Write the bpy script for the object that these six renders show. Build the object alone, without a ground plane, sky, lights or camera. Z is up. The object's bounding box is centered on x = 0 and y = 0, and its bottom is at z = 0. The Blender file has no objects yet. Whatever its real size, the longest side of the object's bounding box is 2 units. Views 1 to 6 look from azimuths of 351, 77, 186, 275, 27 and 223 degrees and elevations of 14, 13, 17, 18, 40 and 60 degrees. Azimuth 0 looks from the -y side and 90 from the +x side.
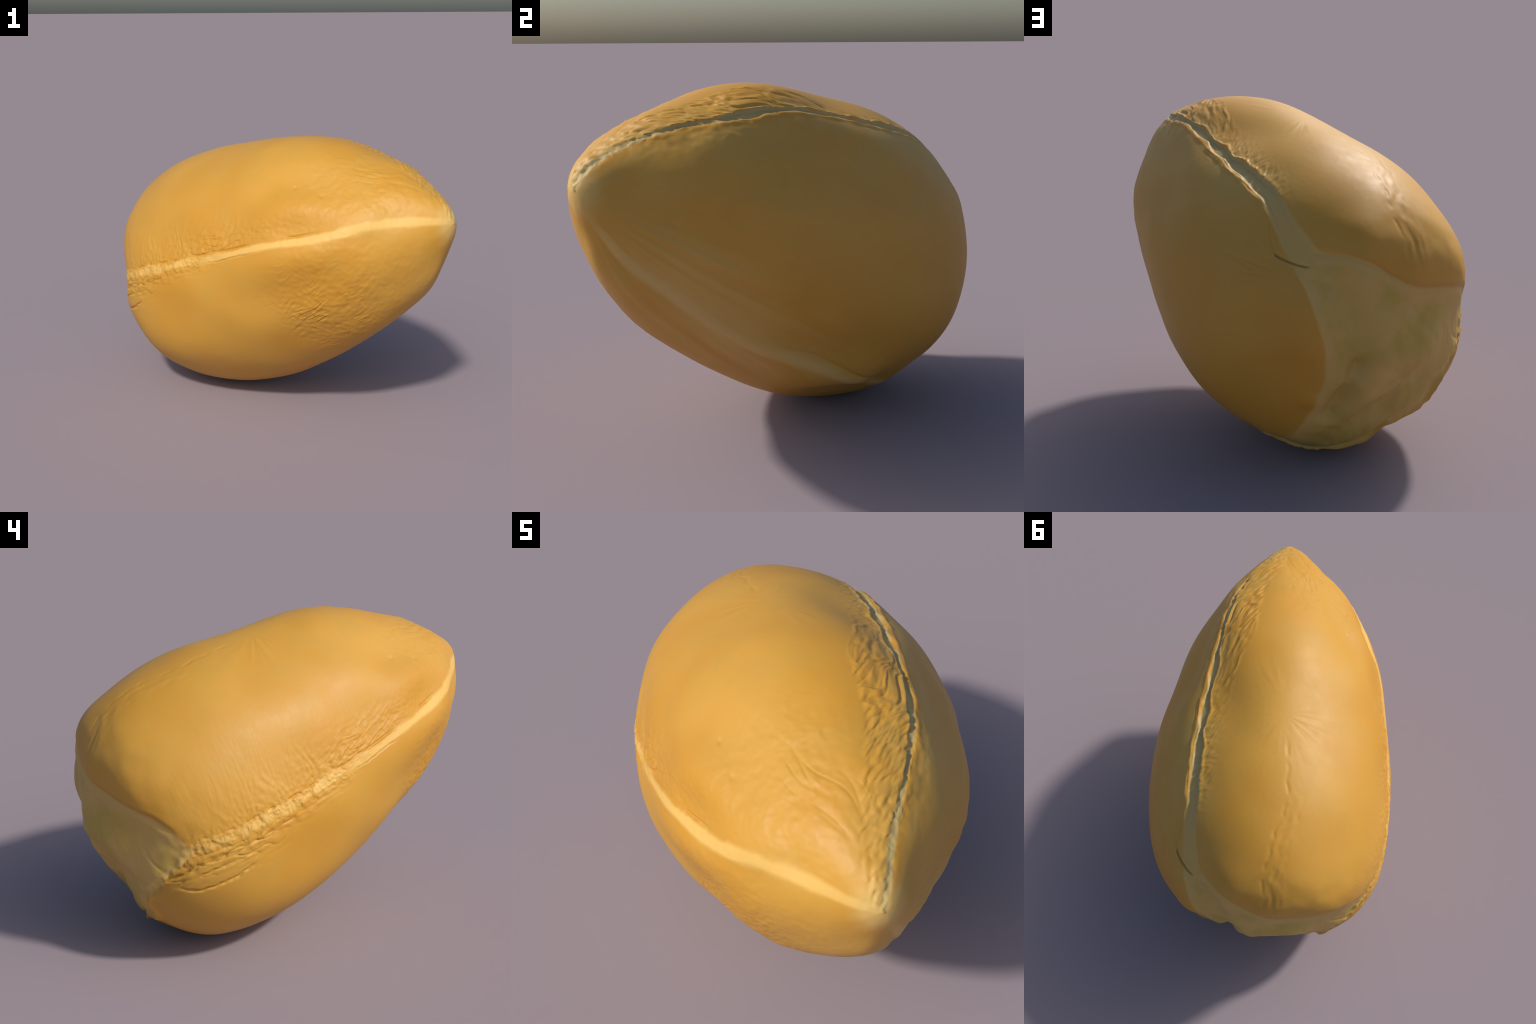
"""Golden three-sided seed: three swollen lobes meeting in three seams that run
from a pointed tip to a pale, sunken attachment scar at the blunt end.

The body is a loft of closed cross-sections stacked along the tip axis.  Every
place on it is addressed by two angles: `theta`, measured from the tip, and
`phi`, measured round the tip axis.  Seams are near-meridians in that frame.
"""
import bpy
import numpy as np

# ------------------------------------------------------------------ frame ---
CENTRE = np.array([0.0, 0.0, 0.78])
TIP = np.array([0.785, -0.975, 1.235])
AXIS = (TIP - CENTRE) / np.linalg.norm(TIP - CENTRE)
SIDE = np.cross(AXIS, [0.0, 0.0, 1.0]); SIDE /= np.linalg.norm(SIDE)
UP = np.cross(SIDE, AXIS)

# ---------------------------------------------------- cross-section loft ----
# longitudes (degrees round the axis) of the control points of each section,
# and for each section its angle from the tip and the radii of those points
LONGITUDES = [6, 18, 32, 48, 64, 80, 96, 110, 119, 127, 136, 148, 164, 182, 200, 214, 225, 234, 243, 256, 272, 290, 310, 330, 348]
SECTIONS = [
    (0, [1.332, 1.332, 1.332, 1.332, 1.332, 1.332, 1.332, 1.332, 1.332, 1.332, 1.332, 1.332, 1.332, 1.332, 1.332, 1.332, 1.332, 1.332, 1.332, 1.332, 1.332, 1.332, 1.332, 1.332, 1.332]),
    (3.5, [1.301, 1.306, 1.314, 1.320, 1.323, 1.325, 1.322, 1.318, 1.314, 1.310, 1.306, 1.301, 1.295, 1.292, 1.291, 1.292, 1.292, 1.293, 1.293, 1.292, 1.290, 1.288, 1.286, 1.289, 1.293]),
    (7.5, [1.233, 1.238, 1.249, 1.264, 1.272, 1.274, 1.273, 1.271, 1.265, 1.258, 1.249, 1.235, 1.219, 1.211, 1.213, 1.216, 1.216, 1.218, 1.220, 1.224, 1.226, 1.219, 1.214, 1.217, 1.224]),
    (12, [1.165, 1.167, 1.174, 1.194, 1.206, 1.210, 1.213, 1.213, 1.208, 1.200, 1.190, 1.176, 1.154, 1.134, 1.130, 1.139, 1.141, 1.142, 1.146, 1.162, 1.171, 1.154, 1.142, 1.144, 1.155]),
    (17, [1.088, 1.105, 1.113, 1.111, 1.123, 1.142, 1.156, 1.158, 1.151, 1.138, 1.128, 1.118, 1.092, 1.062, 1.047, 1.051, 1.050, 1.052, 1.069, 1.095, 1.099, 1.080, 1.055, 1.060, 1.073]),
    (24, [1.009, 1.012, 1.008, 1.002, 1.020, 1.045, 1.066, 1.067, 1.070, 1.064, 1.055, 1.032, 1.015, 0.980, 0.961, 0.952, 0.948, 0.955, 0.969, 0.982, 0.991, 0.979, 0.957, 0.965, 0.984]),
    (33, [0.908, 0.881, 0.913, 0.893, 0.925, 0.958, 0.981, 0.985, 0.985, 0.971, 0.948, 0.934, 0.935, 0.916, 0.881, 0.846, 0.842, 0.851, 0.852, 0.855, 0.874, 0.875, 0.855, 0.843, 0.855]),
    (44, [0.800, 0.788, 0.815, 0.805, 0.842, 0.881, 0.903, 0.905, 0.894, 0.883, 0.848, 0.843, 0.850, 0.824, 0.795, 0.758, 0.752, 0.763, 0.763, 0.760, 0.772, 0.770, 0.732, 0.728, 0.744]),
    (57, [0.699, 0.695, 0.707, 0.746, 0.767, 0.808, 0.826, 0.821, 0.806, 0.809, 0.781, 0.782, 0.774, 0.750, 0.721, 0.696, 0.686, 0.707, 0.692, 0.688, 0.700, 0.682, 0.652, 0.655, 0.660]),
    (72, [0.633, 0.637, 0.654, 0.689, 0.716, 0.749, 0.773, 0.755, 0.754, 0.766, 0.761, 0.743, 0.750, 0.713, 0.690, 0.662, 0.658, 0.690, 0.665, 0.655, 0.659, 0.640, 0.614, 0.614, 0.618]),
    (88, [0.620, 0.619, 0.644, 0.688, 0.708, 0.741, 0.768, 0.760, 0.762, 0.768, 0.766, 0.762, 0.756, 0.724, 0.698, 0.669, 0.694, 0.705, 0.680, 0.670, 0.660, 0.633, 0.611, 0.606, 0.613]),
    (103, [0.640, 0.639, 0.662, 0.717, 0.750, 0.789, 0.818, 0.821, 0.815, 0.818, 0.807, 0.808, 0.793, 0.772, 0.750, 0.726, 0.741, 0.708, 0.688, 0.702, 0.690, 0.662, 0.642, 0.643, 0.631]),
    (116, [0.685, 0.696, 0.716, 0.770, 0.817, 0.861, 0.889, 0.894, 0.890, 0.886, 0.873, 0.864, 0.850, 0.838, 0.818, 0.789, 0.768, 0.754, 0.749, 0.758, 0.742, 0.717, 0.697, 0.698, 0.680]),
    (127, [0.750, 0.762, 0.790, 0.841, 0.885, 0.939, 0.975, 0.973, 0.957, 0.941, 0.942, 0.930, 0.912, 0.904, 0.886, 0.851, 0.842, 0.831, 0.829, 0.826, 0.802, 0.779, 0.763, 0.768, 0.756]),
    (137, [0.832, 0.838, 0.865, 0.919, 0.965, 1.013, 1.033, 1.048, 1.015, 0.979, 1.002, 0.987, 0.963, 0.943, 0.932, 0.916, 0.878, 0.886, 0.907, 0.894, 0.867, 0.851, 0.836, 0.841, 0.836]),
    (147, [0.910, 0.901, 0.923, 0.970, 1.012, 1.031, 1.048, 1.029, 1.016, 0.980, 0.996, 1.017, 0.987, 0.984, 0.982, 0.980, 0.960, 0.949, 0.954, 0.950, 0.934, 0.917, 0.914, 0.907, 0.907]),
    (158, [0.962, 0.948, 0.942, 0.952, 0.977, 0.991, 0.995, 1.011, 1.008, 0.997, 0.978, 0.969, 0.984, 0.968, 0.966, 0.974, 0.958, 0.957, 0.973, 0.982, 0.962, 0.957, 0.964, 0.962, 0.969]),
    (169, [0.967, 0.967, 0.970, 0.980, 0.989, 0.994, 1.001, 1.004, 1.004, 1.004, 1.004, 1.003, 0.991, 0.978, 0.973, 0.960, 0.943, 0.934, 0.934, 0.945, 0.963, 0.976, 0.985, 0.985, 0.975]),
    (180, [0.945, 0.945, 0.945, 0.945, 0.945, 0.945, 0.945, 0.945, 0.945, 0.945, 0.945, 0.945, 0.945, 0.945, 0.945, 0.945, 0.945, 0.945, 0.945, 0.945, 0.945, 0.945, 0.945, 0.945, 0.945]),
]

# seams: (theta, phi) control points
SEAM_RIDGE = [(0, 17), (9, 18.5), (16, 16.8), (24, 13.4), (33, 12.8), (48, 13.7), (62, 13.6), (78, 13.6), (96, 14.8), (110, 14.8), (120, 16), (130, 16.4), (138, 18.2), (146, 20), (180, 20)]
SEAM_GROOVE = [(0, 104), (4, 106), (9, 111), (14, 116), (20, 119.8), (27, 123), (33, 123.4), (40, 122.4), (50, 121.8), (62, 122.2), (76, 123), (90, 123.2), (102, 123), (109, 123), (116, 124.4), (125, 127), (133, 128.6), (180, 130)]
SEAM_KEEL = [(0, -114), (4, -116.5), (9, -117), (14, -119.4), (20, -123), (27, -125), (36, -124.8), (48, -125.2), (59, -128), (70, -130.8), (89, -132.6), (105, -132), (122, -129), (140, -128), (180, -128)]
# half widths of the seam bands (metres)
RIDGE_WIDTH = [(0, .016), (5, .018), (10, .027), (18, .027), (26, .025), (40, .021), (54, .020), (70, .022), (90, .022), (110, .024), (130, .024), (146, .026), (180, .026)]
GROOVE_WIDTH = [(0, .014), (8, .014), (16, .011), (22, .010), (28, .017), (36, .022), (42, .016), (47, .013), (54, .022), (66, .021), (80, .026), (95, .032), (110, .040), (122, .050), (133, .065), (180, .07)]
KEEL_WIDTH = [(0, .016), (8, .022), (20, .032), (40, .036), (60, .036), (80, .034), (100, .036), (120, .042), (140, .05), (180, .05)]
# edge of the scar: (phi, theta)
SCAR_EDGE = [(-180, 154.8), (-174, 154.8), (-163, 152.7), (-153, 149), (-140, 141), (-130, 133), (-124, 136), (-119, 148), (-104, 157), (-84, 163.5), (-67, 163.5), (-46, 163.5), (-22, 166), (-8, 164), (1, 160.8), (8, 157.5), (14, 152), (19, 147), (27, 146.8), (42, 148), (54, 150.2), (66, 151.6), (77, 152), (86, 151.8), (96, 150), (104, 146.6), (110, 142), (116, 137.6), (121, 134.4), (126, 131.5), (131, 131.5), (135, 137), (139, 142.4), (143, 146.2), (150, 150.8), (160, 153.9), (172, 155.4), (180, 154.8)]
# short slit beside the scar where the groove runs out: (theta, phi)
SLIT = [(0, 129), (118, 129), (121.3, 131), (123.4, 132.6), (125.3, 133.8), (126.5, 134.3), (129, 133.4), (131.2, 132.2), (133.5, 130.2), (134.8, 129), (180, 129)]

PATCHES = 330          # grid cells along one side of each of the six sphere patches


# ------------------------------------------------------------- small tools --
def cubic(x, y, xq):
    """natural cubic spline through (x, y); y may hold several columns"""
    x, y = np.asarray(x, float), np.asarray(y, float)
    y = y.reshape(len(x), -1)
    n, h = len(x), np.diff(x)
    a, b = np.eye(n), np.zeros_like(y)
    for i in range(1, n - 1):
        a[i, i - 1], a[i, i], a[i, i + 1] = h[i - 1], 2 * (h[i - 1] + h[i]), h[i]
        b[i] = 6 * ((y[i + 1] - y[i]) / h[i] - (y[i] - y[i - 1]) / h[i - 1])
    m = np.linalg.solve(a, b)
    k = np.clip(np.searchsorted(x, xq) - 1, 0, n - 2)
    s = h[k][:, None]
    lo, hi = (x[k + 1] - xq)[:, None], (xq - x[k])[:, None]
    return m[k] * lo**3 / (6 * s) + m[k + 1] * hi**3 / (6 * s) + (y[k] / s - m[k] * s / 6) * lo + (y[k + 1] / s - m[k + 1] * s / 6) * hi


def smooth_curve(points, xq):
    """monotone (no overshoot) curve through the control points"""
    x, y = np.array(points, float).T
    d = np.diff(y) / np.diff(x)
    m = np.r_[d[0], np.where(d[:-1] * d[1:] > 0, 2 * d[:-1] * d[1:] / (d[:-1] + d[1:] + 1e-12), 0), d[-1]]
    k = np.clip(np.searchsorted(x, xq) - 1, 0, len(x) - 2)
    h = x[k + 1] - x[k]
    t = np.clip((xq - x[k]) / h, 0, 1)
    return y[k] * (1 + 2 * t) * (1 - t)**2 + h * m[k] * t * (1 - t)**2 + y[k + 1] * t * t * (3 - 2 * t) + h * m[k + 1] * t * t * (t - 1)


def step(lo, hi, x):
    t = np.clip((x - lo) / (hi - lo), 0, 1)
    return t * t * (3 - 2 * t)


def bell(x, width):
    return np.exp(-(x / width)**2)


def wrap(a):
    return (a + 180) % 360 - 180


GRADS = np.array([(1, 1, 0), (-1, 1, 0), (1, -1, 0), (-1, -1, 0), (1, 0, 1), (-1, 0, 1), (1, 0, -1), (-1, 0, -1), (0, 1, 1), (0, -1, 1), (0, 1, -1), (0, -1, -1)], float)


def noise(x, y, z, seed):
    """gradient noise, about -1..1"""
    perm = np.random.RandomState(seed).permutation(256)
    perm = np.r_[perm, perm, perm]
    fx, fy, fz = np.floor(x), np.floor(y), np.floor(z)
    xi, yi, zi = fx.astype(int) & 255, fy.astype(int) & 255, fz.astype(int) & 255
    x, y, z = x - fx, y - fy, z - fz
    u, v, w = (t * t * t * (t * (t * 6 - 15) + 10) for t in (x, y, z))
    total = 0
    for i in (0, 1):
        for j in (0, 1):
            for k in (0, 1):
                g = GRADS[perm[perm[perm[xi + i] + yi + j] + zi + k] % 12]
                dot = g[:, 0] * (x - i) + g[:, 1] * (y - j) + g[:, 2] * (z - k)
                total = total + dot * (u if i else 1 - u) * (v if j else 1 - v) * (w if k else 1 - w)
    return total * 1.5


def creases(n, sharp=.16):
    """thin valleys along the zero lines of a noise"""
    return -np.exp(-(n / sharp)**2)


# -------------------------------------------------- smooth lofted surface ---
def loft_table():
    theta = np.array([s[0] for s in SECTIONS], float)
    table = np.array([s[1] for s in SECTIONS])
    lon = np.array(LONGITUDES, float)
    lon3 = np.r_[lon[-6:] - 360, lon, lon[:6] + 360]
    around = np.arange(0, 360, 1.0)
    rings = cubic(lon3, np.hstack([table[:, -6:], table, table[:, :6]]).T, around).T
    across = np.roll(rings, 180, 1)                      # carry profiles over both poles
    t = np.r_[-theta[4:0:-1], theta, 360 - theta[-2:-6:-1]]
    down = np.arange(0, 181, 0.5)
    return cubic(t, np.vstack([across[4:0:-1], rings, across[-2:-6:-1]]), down)


def loft_radius(table, theta, phi):
    a, b = np.clip(theta * 2, 0, 359.999), (phi % 360)
    i, j = a.astype(int), b.astype(int) % 360
    s, t, j1 = a - i, b - np.floor(b), (b.astype(int) + 1) % 360
    return (table[i, j] * (1 - t) + table[i, j1] * t) * (1 - s) + (table[i + 1, j] * (1 - t) + table[i + 1, j1] * t) * s


def sphere_grid(n):
    """quads on a sphere from six patches, welded; unit directions"""
    a = np.tan(np.linspace(-np.pi / 4, np.pi / 4, n + 1))
    u, v = np.meshgrid(a, a, indexing="ij")
    one = np.ones_like(u)
    key = np.arange(n + 1)
    ku, kv = np.meshgrid(key, key, indexing="ij")
    lo, hi = np.zeros_like(ku), np.full_like(ku, n)
    sides = [(one, u, v, hi, ku, kv, 0), (-one, u, v, lo, ku, kv, 1), (u, one, v, ku, hi, kv, 1), (u, -one, v, ku, lo, kv, 0), (u, v, one, ku, kv, hi, 0), (u, v, -one, ku, kv, lo, 1)]
    pos, code, quads = [], [], []
    for s, (x, y, z, kx, ky, kz, flip) in enumerate(sides):
        pos.append(np.stack([x, y, z], -1).reshape(-1, 3))
        code.append((kx * (n + 1) + ky).astype(np.int64).ravel() * (n + 1) + kz.ravel())
        i = np.arange((n + 1) * (n + 1)).reshape(n + 1, n + 1) + s * (n + 1)**2
        q = np.stack([i[:-1, :-1], i[1:, :-1], i[1:, 1:], i[:-1, 1:]], -1).reshape(-1, 4)
        quads.append(q[:, ::-1] if flip else q)
    pos, code, quads = np.vstack(pos), np.hstack(code), np.vstack(quads)
    _, first, inverse = np.unique(code, return_index=True, return_inverse=True)
    pos = pos[first]
    return pos / np.linalg.norm(pos, axis=1, keepdims=True), inverse.ravel()[quads]


# ------------------------------------------------------------ build shape ---
dirs, quads = sphere_grid(PATCHES)
theta = np.degrees(np.arccos(np.clip(dirs @ AXIS, -1, 1)))
phi = np.degrees(np.arctan2(dirs @ UP, dirs @ SIDE))
base = loft_radius(loft_table(), theta, phi)
P = dirs * base[:, None]
girth = base * np.sin(np.radians(theta))                 # distance from the axis
px, py, pz = P.T


def band(seam, width):
    """signed distance across a seam (metres, + towards larger phi) and the same in half widths"""
    s = np.radians(wrap(phi - smooth_curve(seam, theta))) * girth
    s = s + .004 * noise(px * 9, py * 9, pz * 9, 5) + .0025 * noise(px * 28, py * 28, pz * 28, 6)
    return s, s / smooth_curve(width, theta)


ridge_s, ridge = band(SEAM_RIDGE, RIDGE_WIDTH)
groove_s, groove = band(SEAM_GROOVE, GROOVE_WIDTH)
groove = groove / (.86 + .45 * noise(theta / 9, 0 * theta, 0 * theta, 8) * (1 - np.clip((theta - 90) / 20, 0, 1)))
keel_s, keel = band(SEAM_KEEL, KEEL_WIDTH)
scar_d = np.radians(theta - smooth_curve(SCAR_EDGE, phi)) * base    # + inside the scar
scar_d = scar_d + .004 * noise(px * 12, py * 12, pz * 12, 7)

off_scar = step(.012, -.02, scar_d)
in_scar = 1 - off_scar
along = np.radians(theta) * base                          # run from the tip, metres
height = np.zeros(len(base))

# --- seam that stands up as a pale flat-topped ridge, with a creased upper edge
plateau = step(1.35, .65, np.abs(ridge))
height += off_scar * .0025 * plateau * step(2, 12, theta) * (1 + .6 * noise(along * 7, 0 * along, 0 * along, 10))
edge_on = step(22, 34, theta) * step(150, 120, theta)
broken = step(-.25, .35, noise(along * 9, ridge_s * 4, 0 * along, 11))
height -= off_scar * (.008 + .006 * bell(theta - 46, 14)) * bell(ridge - 1.2, .26) * edge_on * broken
height -= off_scar * .005 * bell(ridge + 1.15, .22) * step(50, 60, theta) * step(80, 66, theta)
rough = noise(along * 26, ridge_s * 40, 0 * along, 12) + .6 * noise(along * 60, ridge_s * 80, 0 * along, 13)
height += off_scar * .0030 * rough * bell(ridge_s, .06) * step(55, 95, theta)
height += off_scar * .005 * noise(along * 13, ridge_s * 16, 0 * along, 15) * bell(ridge_s + .03, .07) * step(70, 110, theta)
height += .0009 * noise(along * 70, ridge_s * 12, 0 * along, 14) * plateau * step(60, 40, theta)

# --- seam that sinks as an open groove between two lips
depth = smooth_curve([(0, .002), (14, .004), (26, .010), (44, .013), (48, .009), (56, .015), (90, .016), (118, .012), (132, .006), (180, 0)], theta)
height -= .75 * depth * step(1.15, .7, np.abs(groove)) * off_scar
lip = smooth_curve([(0, 0), (20, .002), (40, .004), (90, .008), (106, .006), (116, 0), (180, 0)], theta)
height += off_scar * lip * (.7 + .9 * noise(along * 9, 0 * along, 0 * along, 22)) * bell(groove_s - smooth_curve(GROOVE_WIDTH, theta) - .012, .012)
height += off_scar * .004 * bell(groove + 1.35, .35) * step(14, 30, theta) * step(118, 100, theta)

# --- seam that only swells: a broad keel with flutes fanning out from the tip
height += off_scar * .008 * bell(keel, 1.0) * step(4, 16, theta)
flute = noise(wrap(phi + 125) / 7.5, theta / 45, 0 * theta, 21)
height += .0075 * flute * bell(wrap(phi - 205), 38) * step(4, 14, theta) * step(75, 30, theta)
height += .005 * flute * bell(wrap(phi + 112), 12) * step(4, 14, theta) * step(95, 40, theta)
height -= off_scar * .006 * bell(keel + 1.25, .25) * step(58, 72, theta) * step(112, 95, theta)

# --- wrinkled skin beside the groove: a sharply bounded strip on the ridge side
g_dist = -groove_s
reach = smooth_curve([(0, .03), (5, .075), (8, .095), (14, .124), (19, .148), (27, .163), (36, .199), (45, .212), (58, .165), (74, .13), (90, .12), (180, .12)], theta)
reach = reach + .006 * noise(along * 6, 0 * along, 0 * along, 30)
strip = step(0, .012, g_dist) * step(reach + .016, reach - .010, g_dist) * step(74, 60, theta) * off_scar
shear = along + .8 * g_dist
shear = shear + .03 * noise(px * 8, py * 8, pz * 8, 29)
lumps = noise(shear * 30, g_dist * 19, 0 * along, 31) + .6 * noise(shear * 52, g_dist * 40, 0 * along, 32)
folds = creases(noise(shear * 22, g_dist * 7, 0 * along, 33), .13)
strip = strip * (1 - .45 * step(42, 56, theta))
height += strip * (.0048 * lumps + .0045 * folds * bell(theta - 36, 12) + .0038 * creases(noise((along - .6 * g_dist) * 13, (g_dist + .45 * along) * 40, 0 * along, 37), .2) * step(36, 26, theta))
height += strip * .0022
soft_strip = bell(g_dist - .05, .07) * step(58, 74, theta) * step(122, 100, theta) * off_scar
height += soft_strip * .003 * lumps
height += off_scar * bell(groove, 1.6) * step(36, 20, theta) * step(1, 5, theta) * (.004 * noise(px * 30, py * 30, pz * 30, 38) + .005 * creases(noise(along * 30, groove_s * 60, 0 * along, 39), .2))
# the other lip: rounded lumps that fade out down the side
far = step(.008, .03, groove_s) * bell(groove_s, .085) * step(6, 16, theta) * step(58, 40, theta)
height += far * (.0055 * noise(along * 24, groove_s * 15, 0 * along, 34) + .002 * noise(along * 50, groove_s * 40, 0 * along, 35))
fine = step(.008, .02, groove_s) * bell(groove_s - .03, .03) * step(60, 85, theta) * step(128, 112, theta)
height += fine * .0028 * noise(along * 8, groove_s * 110, 0 * along, 36)

# --- wrinkles on both sides of the ridge
over = step(1.2, 2.2, ridge) * bell(ridge_s - .03, .17) * off_scar
cross = noise(along * 22 + 2.2 * noise(px * 7, py * 7, pz * 7, 48), ridge_s * 11, 0 * along, 41)
height += over * .0024 * (cross + .6 * noise(along * 24, ridge_s * 34, 0 * along, 42)) * step(42, 58, theta) * step(150, 118, theta)
slant = noise((along - .3 * ridge_s) * 11, (ridge_s + .35 * along + .03 * noise(px * 6, py * 6, pz * 6, 40)) * 46, 0 * along, 43)
slant_on = step(1.0, 1.6, ridge) * off_scar * bell(theta - 70, 26) * bell(ridge_s - .05, .10)
height += slant_on * (.0034 * slant + .0034 * creases(slant, .2))
grain = noise(px * 40, py * 40, pz * 40, 47)
height += over * .0024 * grain * bell(theta - 62, 40) * bell(ridge_s - .08, .12)
hair = noise(along * 46, ridge_s * 7, 0 * along, 44)
height += .0005 * hair * bell(ridge_s - .2, .2) * step(60, 90, theta) * step(150, 135, theta) * off_scar
under = step(-1.1, -2.0, ridge) * off_scar
below = noise((along + .5 * ridge_s) * 7, ridge_s * 46, 0 * along, 45)
height += under * (.0032 * below + .0055 * creases(noise((along + .45 * ridge_s) * 3.2, ridge_s * 24, 0 * along, 46), .09)) * bell(ridge_s + .085, .075) * step(112, 132, theta)
height += under * .0024 * below * bell(ridge_s + .05, .05) * step(70, 100, theta)
for run, deep in (([(140, -.086), (150, -.085), (158, -.092)], .008), ([(131, -.17), (134, -.182), (139, -.205), (146, -.208), (155, -.135)], .010), ([(128, -.10), (138, -.125), (150, -.13)], .005), ([(112, -.055), (122, -.07), (132, -.075)], .006)):
    off = ridge_s - smooth_curve(run, theta) + .006 * noise(along * 14, 0 * along, 0 * along, 49)
    height -= deep * bell(off, .0065) * step(run[0][0], run[0][0] + 4, theta) * step(run[-1][0], run[-1][0] - 4, theta)

# --- long soft folds fanning out from the tip over the upper lobe
top = step(22, 30, phi) * step(122, 104, phi)
bent = phi + 9 * noise(px * 4, py * 4, pz * 4, 50) + .9 * theta
fan = noise(bent / 8, theta / 13, 0 * phi, 51)
fan2 = creases(noise(bent / 8, theta / 18, 0 * phi, 52), .12)
fans = bell(theta - 20, 10) * bell(wrap(phi - 74), 24)
fans = fans * step(-.35, .4, noise(px * 6, py * 6, pz * 6, 55))
height += fans * (.0026 * fan + .0036 * fan2)
tip_lumps = noise(px * 9, py * 9, pz * 9, 53) + .5 * noise(px * 22, py * 22, pz * 22, 54)
height += top * (.0046 * tip_lumps + .0016 * noise(px * 45, py * 45, pz * 45, 56)) * bell(theta - 20, 15) * step(110, 60, phi)
pits = np.zeros_like(height)
for t0, f0, w0 in [(29, 42, .014), (16, 52, .012), (38, 48, .012)]:
    d2 = (np.radians(theta - t0) * base)**2 + (np.radians(wrap(phi - f0)) * girth)**2
    pits -= .005 * np.exp(-d2 / w0**2)
height += pits

# --- scratchy wrinkled field in the middle of the lower lobe
patch = bell(theta - 37, 13) * bell(wrap(phi + 38), 36) * step(-1.5, -4, ridge)
bend = .05 * noise(px * 6, py * 6, pz * 6, 60)
scratch = noise((px * .6 + pz * .8) * 9, (px * .8 - pz * .6 + bend) * 42, py * 9, 61)
patchy = step(-.4, .35, noise(px * 8, py * 8, pz * 8, 64))
height += patch * (.0026 * scratch * patchy + .0042 * creases(scratch, .15) * patchy + .0026 * noise(px * 36, py * 36, pz * 36, 62))
mottle = bell(theta - 26, 16) * bell(wrap(phi + 30), 50)
height += mottle * (.0028 * noise(px * 14, py * 14, pz * 14, 63) + .0016 * noise(px * 40, py * 40, pz * 40, 65))

# --- faint rays round the summit of the upper lobe and the crease running back from it
t0, f0 = np.radians(80), np.radians(88)
summit = np.cos(t0) * AXIS + np.sin(t0) * (np.cos(f0) * SIDE + np.sin(f0) * UP)
lean = np.arccos(np.clip(dirs @ summit, -1, 1))
e1 = AXIS - summit * (AXIS @ summit); e1 /= np.linalg.norm(e1)
e2 = np.cross(summit, e1)
turn = np.arctan2(dirs @ e2, dirs @ e1)
ray = noise(np.cos(turn) * 4.5, np.sin(turn) * 4.5, lean * 2, 71) + .35 * noise(np.cos(turn) * 11, np.sin(turn) * 11, lean * 3, 72)
uneven = step(-.3, .6, noise(px * 5, py * 5, pz * 5, 77))
height += .0013 * ray * uneven * bell(lean - .22, .2) * step(.0, .12, lean) * top
mid = np.radians(wrap(phi - smooth_curve([(0, 88), (80, 87), (94, 86.4), (111, 86.2), (123, 91), (136, 95.5), (180, 96)], theta))) * girth
mid = mid + .010 * noise(along * 9, 0 * along, 0 * along, 73)
back = step(86, 96, theta) * step(147, 137, theta)
height -= .0024 * bell(mid, .010) * back * step(-.5, .3, noise(along * 10, 0 * along, 0 * along, 74))
height += .0022 * noise(along * 9, mid * 34, px * 8, 75) * bell(mid + .05, .055) * step(104, 122, theta) * step(150, 142, theta)
height += .003 * noise(px * 11, py * 11, pz * 11, 76) * bell(theta - 143, 8) * top

# --- scar: sunk under the rim of the lobes, hollowed, with folds and a few sharp edges
upper_rim = step(24, 48, phi) * step(131, 122, phi)
height -= .006 * in_scar * upper_rim * bell(scar_d - .012, .02)
height += .002 * upper_rim * bell(scar_d + .015, .02)
low_lip = step(-150, -125, phi) * step(2, -20, phi)
height += low_lip * (.013 * bell(scar_d + .010, .020) - .010 * bell(scar_d - .022, .022))
height -= .004 * bell(wrap(phi - 34), 10) * bell(scar_d - .02, .022)
cut0, cut1 = np.array([-.255, .85, .34]) - CENTRE, np.array([-.375, .885, .60]) - CENTRE
run = np.clip((P - cut0) @ (cut1 - cut0) / ((cut1 - cut0) @ (cut1 - cut0)), 0, 1)
notch = np.linalg.norm(P - cut0 - run[:, None] * (cut1 - cut0), axis=1)
height -= .048 * bell(notch, .042)
for knob, size, wide in (([-.18, .935, .44], .026, .05), ([-.48, .875, .63], .010, .06), ([-.14, .975, .72], .005, .08)):
    height += size * bell(np.linalg.norm(P + CENTRE - np.array(knob), axis=1), wide)
dents = noise(px * 5, py * 5, pz * 5, 81) + .5 * noise(px * 12, py * 12, pz * 12, 82)
height += .007 * dents * step(.01, .08, scar_d)
drape = noise((px * .5 + pz * .85) * 3.5, (px * .85 - pz * .5) * 15 + 2 * noise(px * 3, py * 3, pz * 3, 85), py * 2, 83)
height += (.0035 * drape + .0025 * creases(drape, .10) * step(0, .5, noise(px * 5, py * 5, pz * 5, 86))) * step(.03, .09, scar_d)
lower_rim = step(-135, -120, phi) * step(16, 6, phi)
ragged = noise(px * 24, py * 24, pz * 24, 84)
height += .006 * ragged * lower_rim * bell(scar_d, .035)
height += .006 * ragged * bell(wrap(phi - 12), 16) * bell(scar_d - .03, .06)

# --- short dark slit where the groove runs out beside the scar
slit_d = np.radians(wrap(phi - smooth_curve(SLIT, theta))) * girth
height -= .010 * bell(slit_d, .006) * step(125.6, 127, theta) * step(135, 133.6, theta)
height -= .004 * bell(slit_d, .005) * step(118, 120, theta) * step(127, 126, theta)
side_fold = noise(wrap(phi - 140) / 3 + theta / 6, theta / 14, 0 * phi, 91)
height += .0035 * creases(side_fold, .13) * bell(theta - 124, 9) * bell(wrap(phi - 142), 9)

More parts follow.
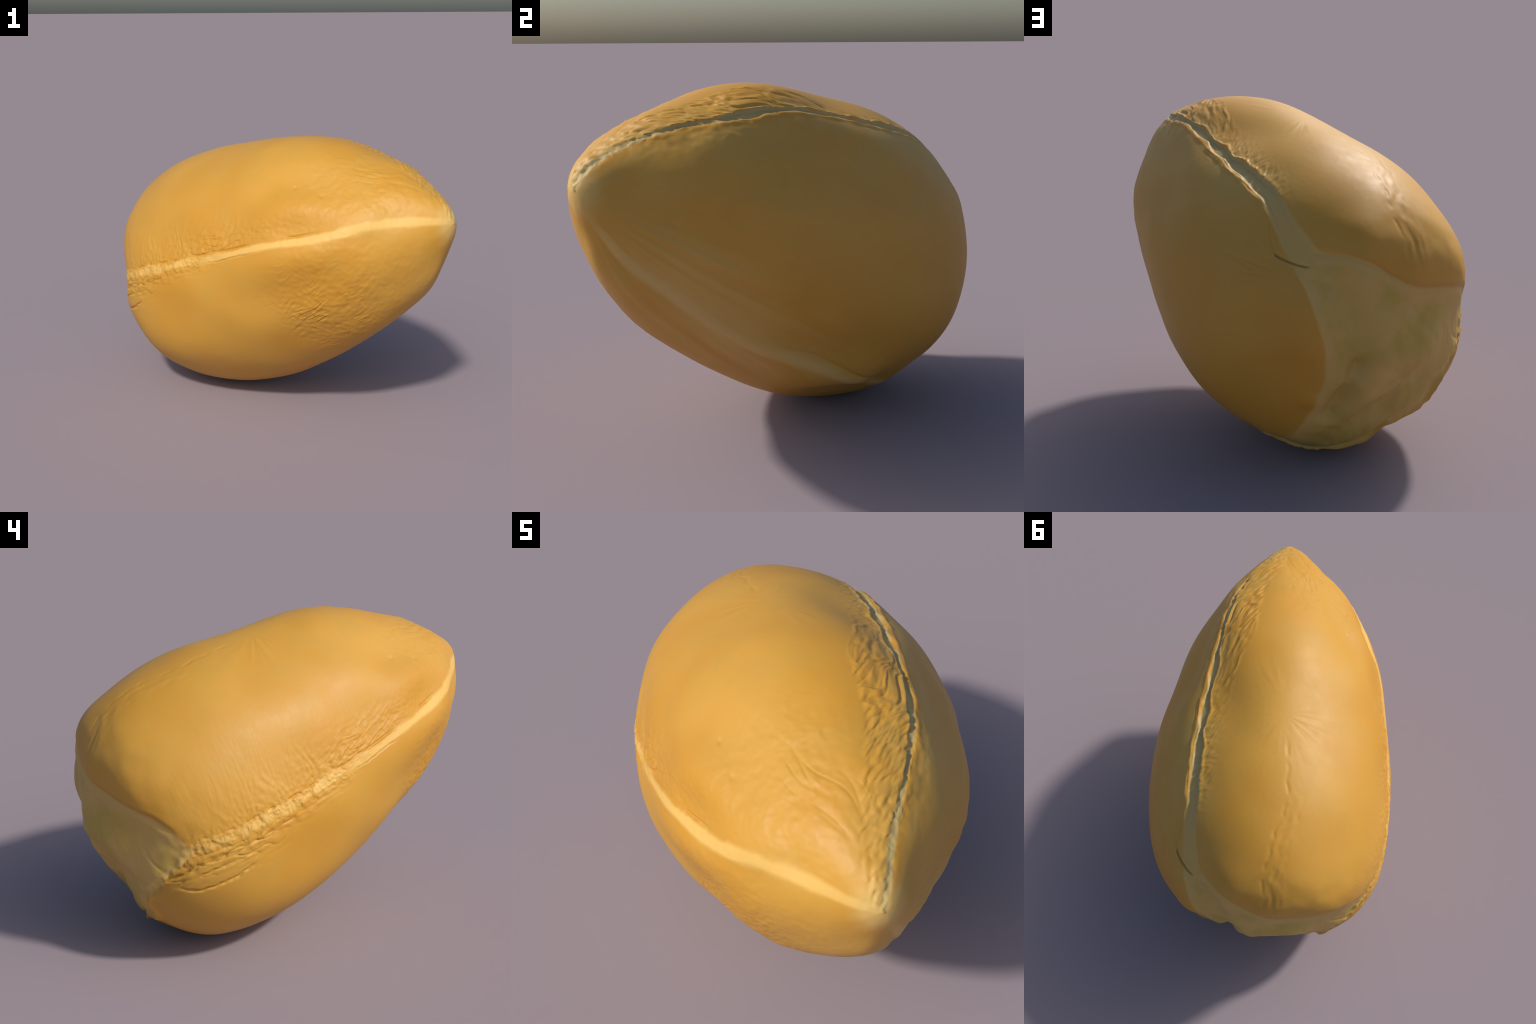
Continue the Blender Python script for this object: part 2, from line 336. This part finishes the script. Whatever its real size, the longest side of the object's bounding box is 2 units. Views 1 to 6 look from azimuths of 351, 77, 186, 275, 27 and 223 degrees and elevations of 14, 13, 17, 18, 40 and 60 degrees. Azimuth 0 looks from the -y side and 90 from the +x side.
# --- overall gentle unevenness
height += .0007 * noise(px * 7, py * 7, pz * 7, 95) + .00015 * noise(px * 40, py * 40, pz * 40, 96)

co = CENTRE + dirs * (base + height)[:, None]
co[:, 2] -= min(co[:, 2].min(), 0.012) if abs(co[:, 2].min()) < .03 else 0

# whole-body vertex normals
fn = np.cross(co[quads[:, 2]] - co[quads[:, 0]], co[quads[:, 3]] - co[quads[:, 1]])
normals = np.zeros_like(co)
for c in range(4):
    for ax in range(3):
        normals[:, ax] += np.bincount(quads[:, c], fn[:, ax], len(co))
normals /= np.linalg.norm(normals, axis=1, keepdims=True)


# --------------------------------------------------------------- materials --
class Nodes:
    """a few shorthands for building node trees"""

    def __init__(self, name):
        self.mat = bpy.data.materials.new(name)
        self.mat.use_nodes = True
        self.tree = self.mat.node_tree
        self.bsdf = self.tree.nodes["Principled BSDF"]

    def put(self, socket, value):
        if isinstance(value, bpy.types.NodeSocket):
            self.tree.links.new(value, socket)
        else:
            socket.default_value = value

    def math(self, op, a, b=0.0, c=0.0):
        n = self.tree.nodes.new("ShaderNodeMath")
        n.operation = op
        for s, v in zip(n.inputs, (a, b, c)):
            self.put(s, v)
        return n.outputs[0]

    def vec(self, op, a, b=(0, 0, 0)):
        n = self.tree.nodes.new("ShaderNodeVectorMath")
        n.operation = op
        self.put(n.inputs[0], a)
        if op != "NORMALIZE":
            self.put(n.inputs[1], b)
        return n.outputs["Value" if op == "DOT_PRODUCT" else "Vector"]

    def smooth(self, x, lo, hi):
        n = self.tree.nodes.new("ShaderNodeMapRange")
        n.interpolation_type = "SMOOTHSTEP"
        self.put(n.inputs["Value"], x)
        flip = lo > hi
        n.inputs["From Min"].default_value, n.inputs["From Max"].default_value = min(lo, hi), max(lo, hi)
        n.inputs["To Min"].default_value, n.inputs["To Max"].default_value = (1, 0) if flip else (0, 1)
        return n.outputs["Result"]

    def curve(self, x, points, lo, hi, ylo, yhi):
        """piecewise curve through control points, as a Float Curve"""
        n = self.tree.nodes.new("ShaderNodeFloatCurve")
        c = n.mapping.curves[0]
        pts = [((a - lo) / (hi - lo), (b - ylo) / (yhi - ylo)) for a, b in points]
        c.points[0].location, c.points[1].location = pts[0], pts[-1]
        for p in pts[1:-1]:
            c.points.new(*p)
        for p in c.points:
            p.handle_type = "AUTO_CLAMPED"
        n.mapping.update()
        self.put(n.inputs["Value"], self.math("DIVIDE", self.math("SUBTRACT", x, lo), hi - lo))
        return self.math("MULTIPLY_ADD", n.outputs[0], yhi - ylo, ylo)

    def noise(self, vector, scale, detail=3.0, rough=.5):
        n = self.tree.nodes.new("ShaderNodeTexNoise")
        self.put(n.inputs["Vector"], vector)
        n.inputs["Scale"].default_value, n.inputs["Detail"].default_value, n.inputs["Roughness"].default_value = scale, detail, rough
        return n.outputs["Fac"]

    def mix(self, fac, a, b):
        n = self.tree.nodes.new("ShaderNodeMix")
        n.data_type = "RGBA"
        self.put(n.inputs[0], fac)
        self.put(n.inputs[6], a)
        self.put(n.inputs[7], b)
        return n.outputs[2]

    def times(self, *v):
        out = v[0]
        for x in v[1:]:
            out = self.math("MULTIPLY", out, x)
        return out


def rgb(r, g, b):
    return (r, g, b, 1.0)


GOLD, DEEP, OCHRE = rgb(.600, .310, .040), rgb(.575, .275, .026), rgb(.520, .300, .048)
PALE_YELLOW, CREAM, GREY_CREAM = rgb(.750, .460, .115), rgb(.610, .378, .100), rgb(.500, .370, .140)
OLIVE, PALE_KEEL, DARK_LINE = rgb(.520, .345, .064), rgb(.690, .440, .140), rgb(.260, .150, .030)


def seed_material(name, roughness):
    n = Nodes(name)
    coord = n.tree.nodes.new("ShaderNodeTexCoord").outputs["Object"]
    rel = n.vec("SUBTRACT", coord, tuple(CENTRE))
    unit = n.vec("NORMALIZE", rel)
    radius = n.vec("DOT_PRODUCT", rel, unit)
    th = n.math("DEGREES", n.math("ARCCOSINE", n.vec("DOT_PRODUCT", unit, tuple(AXIS))))
    ph = n.math("DEGREES", n.math("ARCTAN2", n.vec("DOT_PRODUCT", unit, tuple(UP)), n.vec("DOT_PRODUCT", unit, tuple(SIDE))))
    arc = n.math("MULTIPLY", n.math("SINE", n.math("RADIANS", th)), radius)
    waver = n.math("MULTIPLY_ADD", n.noise(coord, 14, 4, .6), .012, -.006)

    def across(seam, lo, hi):
        d = n.math("SUBTRACT", ph, n.curve(th, seam, 0, 180, lo, hi))
        d = n.math("WRAP", d, 180, -180)
        return n.math("ADD", n.times(n.math("RADIANS", d), arc), waver)

    def band_of(seam, width, lo, hi):
        s = across(seam, lo, hi)
        return s, n.math("DIVIDE", s, n.curve(th, width, 0, 180, 0, .1))

    ridge_s, ridge = band_of(SEAM_RIDGE, RIDGE_WIDTH, 0, 40)
    groove_s, groove = band_of(SEAM_GROOVE, GROOVE_WIDTH, 90, 140)
    keel_s, keel = band_of(SEAM_KEEL, KEEL_WIDTH, -140, -100)
    edge = n.curve(ph, SCAR_EDGE, -180, 180, 100, 180)
    scar = n.math("ADD", n.times(n.math("RADIANS", n.math("SUBTRACT", th, edge)), radius), waver)

    # golden skin, with broad drifts of hue and fine grain
    big = n.noise(coord, 1.7, 2)
    skin = n.mix(n.smooth(big, .38, .66), GOLD, DEEP)
    skin = n.mix(n.times(n.smooth(n.noise(coord, 4.5, 4, .6), .48, .70), .32), skin, OCHRE)
    skin = n.mix(n.times(n.smooth(n.noise(coord, 30, 5, .6), .50, .72), .22), skin, OCHRE)
    # the lobe next to the groove is paler and greyer towards tip and groove
    by_groove = n.times(n.smooth(groove_s, .34, .0), n.smooth(groove_s, .03, .07), n.smooth(n.noise(coord, 3, 4, .6), .3, .6), n.smooth(th, 140, 110))
    skin = n.mix(n.times(by_groove, .55), skin, rgb(.54, .36, .085))
    beside = n.times(n.smooth(groove_s, -.22, -.02), n.smooth(groove_s, .01, -.01), n.smooth(n.noise(coord, 6, 4, .6), .35, .6), n.smooth(th, 140, 110))
    skin = n.mix(n.times(beside, .4), skin, rgb(.56, .36, .085))
    streak_at = n.tree.nodes.new("ShaderNodeCombineXYZ")
    n.put(streak_at.inputs[0], n.math("DIVIDE", ph, 9))
    n.put(streak_at.inputs[1], n.math("DIVIDE", th, 70))
    streak = n.smooth(n.noise(streak_at.outputs[0], 1, 3, .5), .35, .62)
    fan = n.times(n.smooth(n.math("ABSOLUTE", keel_s), .42, .02), n.smooth(th, 110, 40), n.smooth(th, 5, 20), streak)
    skin = n.mix(n.times(fan, .8), skin, rgb(.66, .400, .105))

    # seams
    fray = n.math("MULTIPLY_ADD", n.noise(coord, 7, 5, .65), 1.5, -.75)
    ridge_m = n.smooth(n.math("ADD", n.math("ABSOLUTE", ridge), n.times(fray, n.smooth(th, 8, 30))), 1.45, .45)
    worn = n.math("MULTIPLY_ADD", n.smooth(n.noise(coord, 12, 4, .65), .38, .60), .55, .35)
    ridge_m = n.times(ridge_m, n.math("MAXIMUM", n.smooth(th, 100, 60), worn))
    colour = n.mix(n.times(ridge_m, .95), skin, PALE_YELLOW)
    keel_m = n.times(n.smooth(n.math("ABSOLUTE", keel), 1.3, .2), n.smooth(th, 2, 10))
    colour = n.mix(n.times(keel_m, .85), colour, PALE_KEEL)
    groove_m = n.times(n.smooth(groove, 1.0, .65), n.smooth(groove, -1.25, -.9))
    colour = n.mix(n.times(groove_m, .95), colour, n.mix(n.smooth(th, 95, 135), GREY_CREAM, CREAM))
    tip = n.smooth(n.math("ADD", th, n.math("MULTIPLY", waver, 250)), 5.5, 2)
    colour = n.mix(n.times(tip, .6), colour, rgb(.72, .50, .17))

    # scar: cream towards its rim, olive blotches inside
    inside = n.smooth(scar, -.012, .018)
    blotch = n.smooth(n.noise(coord, 3.4, 4, .55), .42, .60)
    flesh = n.mix(n.times(blotch, n.smooth(scar, .03, .10)), CREAM, OLIVE)
    flesh = n.mix(n.times(n.smooth(n.noise(coord, 8, 4, .6), .52, .70), .5), flesh, rgb(.62, .390, .135))
    flesh = n.mix(n.times(n.smooth(n.noise(coord, 22, 4, .6), .55, .75), .3), flesh, OLIVE)
    colour = n.mix(inside, colour, flesh)
    flake = n.times(n.smooth(n.noise(coord, 13, 4, .6), .46, .52), n.smooth(scar, .085, .05), n.smooth(scar, -.004, .006), n.smooth(ph, -8, 2), n.smooth(ph, 26, 17))
    colour = n.mix(n.times(flake, .9), colour, rgb(.700, .440, .110))
    shore = n.times(n.smooth(scar, -.03, -.004), n.smooth(scar, .010, -.002), n.smooth(ph, 14, 30), n.smooth(ph, 122, 112))
    colour = n.mix(n.times(shore, .35), colour, rgb(.46, .22, .03))

    # dark slit at the end of the groove
    slit = n.math("ABSOLUTE", n.times(n.math("RADIANS", n.math("SUBTRACT", ph, n.curve(th, SLIT, 0, 180, 90, 150))), arc))
    slit_m = n.times(n.smooth(slit, .0075, .004), n.smooth(th, 126.0, 126.6), n.smooth(th, 134.8, 133.8))
    colour = n.mix(n.times(slit_m, .62), colour, DARK_LINE)

    n.put(n.bsdf.inputs["Base Color"], colour)
    rough = n.math("MULTIPLY_ADD", n.noise(coord, 14, 3), .16, roughness - .08)
    n.put(n.bsdf.inputs["Roughness"], rough)
    n.bsdf.inputs["Specular IOR Level"].default_value = .5
    bump = n.tree.nodes.new("ShaderNodeBump")
    bump.inputs["Strength"].default_value = .04
    bump.inputs["Distance"].default_value = .01
    n.put(bump.inputs["Height"], n.noise(coord, 55, 5, .6))
    n.put(n.bsdf.inputs["Normal"], bump.outputs["Normal"])
    return n.mat


# ------------------------------------------------------------------- parts --
face = lambda v: v[quads].mean(1)
f_ridge, f_groove, f_keel = np.abs(face(ridge)) < 1, np.abs(face(groove)) < 1, np.abs(face(keel)) < 1
f_scar = face(scar_d) > 0
f_dir = dirs[quads].mean(1)
f_theta = np.degrees(np.arccos(np.clip(f_dir @ AXIS / np.linalg.norm(f_dir, axis=1), -1, 1)))
f_phi = np.degrees(np.arctan2(f_dir @ UP, f_dir @ SIDE))
lo, mid_seam, hi = (smooth_curve(s, f_theta) for s in (SEAM_KEEL, SEAM_RIDGE, SEAM_GROOVE))
region = np.where((f_phi > mid_seam) & (f_phi <= hi), 0, np.where((f_phi > lo) & (f_phi <= mid_seam), 1, 2))
region = np.where(f_keel, 5, region)
region = np.where(f_groove, 4, region)
region = np.where(f_ridge, 3, region)
region = np.where(f_theta < 4.5, 7, region)
region = np.where(f_scar, 6, region)

PARTS = ["lobe", "lobe", "lobe", "seam_ridge", "seam_groove", "seam_keel", "scar", "tip"]
ROUGH = [.54, .54, .54, .56, .60, .56, .60, .56]

seed = bpy.data.objects.new("seed", None)
seed.empty_display_size = .2
bpy.context.scene.collection.objects.link(seed)
seed["label"] = "golden-yellow three-sided plump seed with pale seams and scar"
seed["category"] = "seed"

materials = {}
for r, (name, rough) in enumerate(zip(PARTS, ROUGH)):
    q = quads[region == r]
    used, local = np.unique(q, return_inverse=True)
    local = local.reshape(q.shape)
    mesh = bpy.data.meshes.new(name)
    mesh.vertices.add(len(used))
    mesh.vertices.foreach_set("co", co[used].astype(np.float32).ravel())
    mesh.loops.add(local.size)
    mesh.loops.foreach_set("vertex_index", local.ravel().astype(np.int32))
    mesh.polygons.add(len(local))
    mesh.polygons.foreach_set("loop_start", np.arange(0, local.size, 4, dtype=np.int32))
    mesh.update(calc_edges=True)
    mesh.polygons.foreach_set("use_smooth", np.ones(len(local), bool))
    mesh.normals_split_custom_set_from_vertices(normals[used])
    if name not in materials:
        materials[name] = seed_material(name + "_skin", rough)
    mesh.materials.append(materials[name])
    part = bpy.data.objects.new(name, mesh)
    bpy.context.scene.collection.objects.link(part)
    part.parent = seed
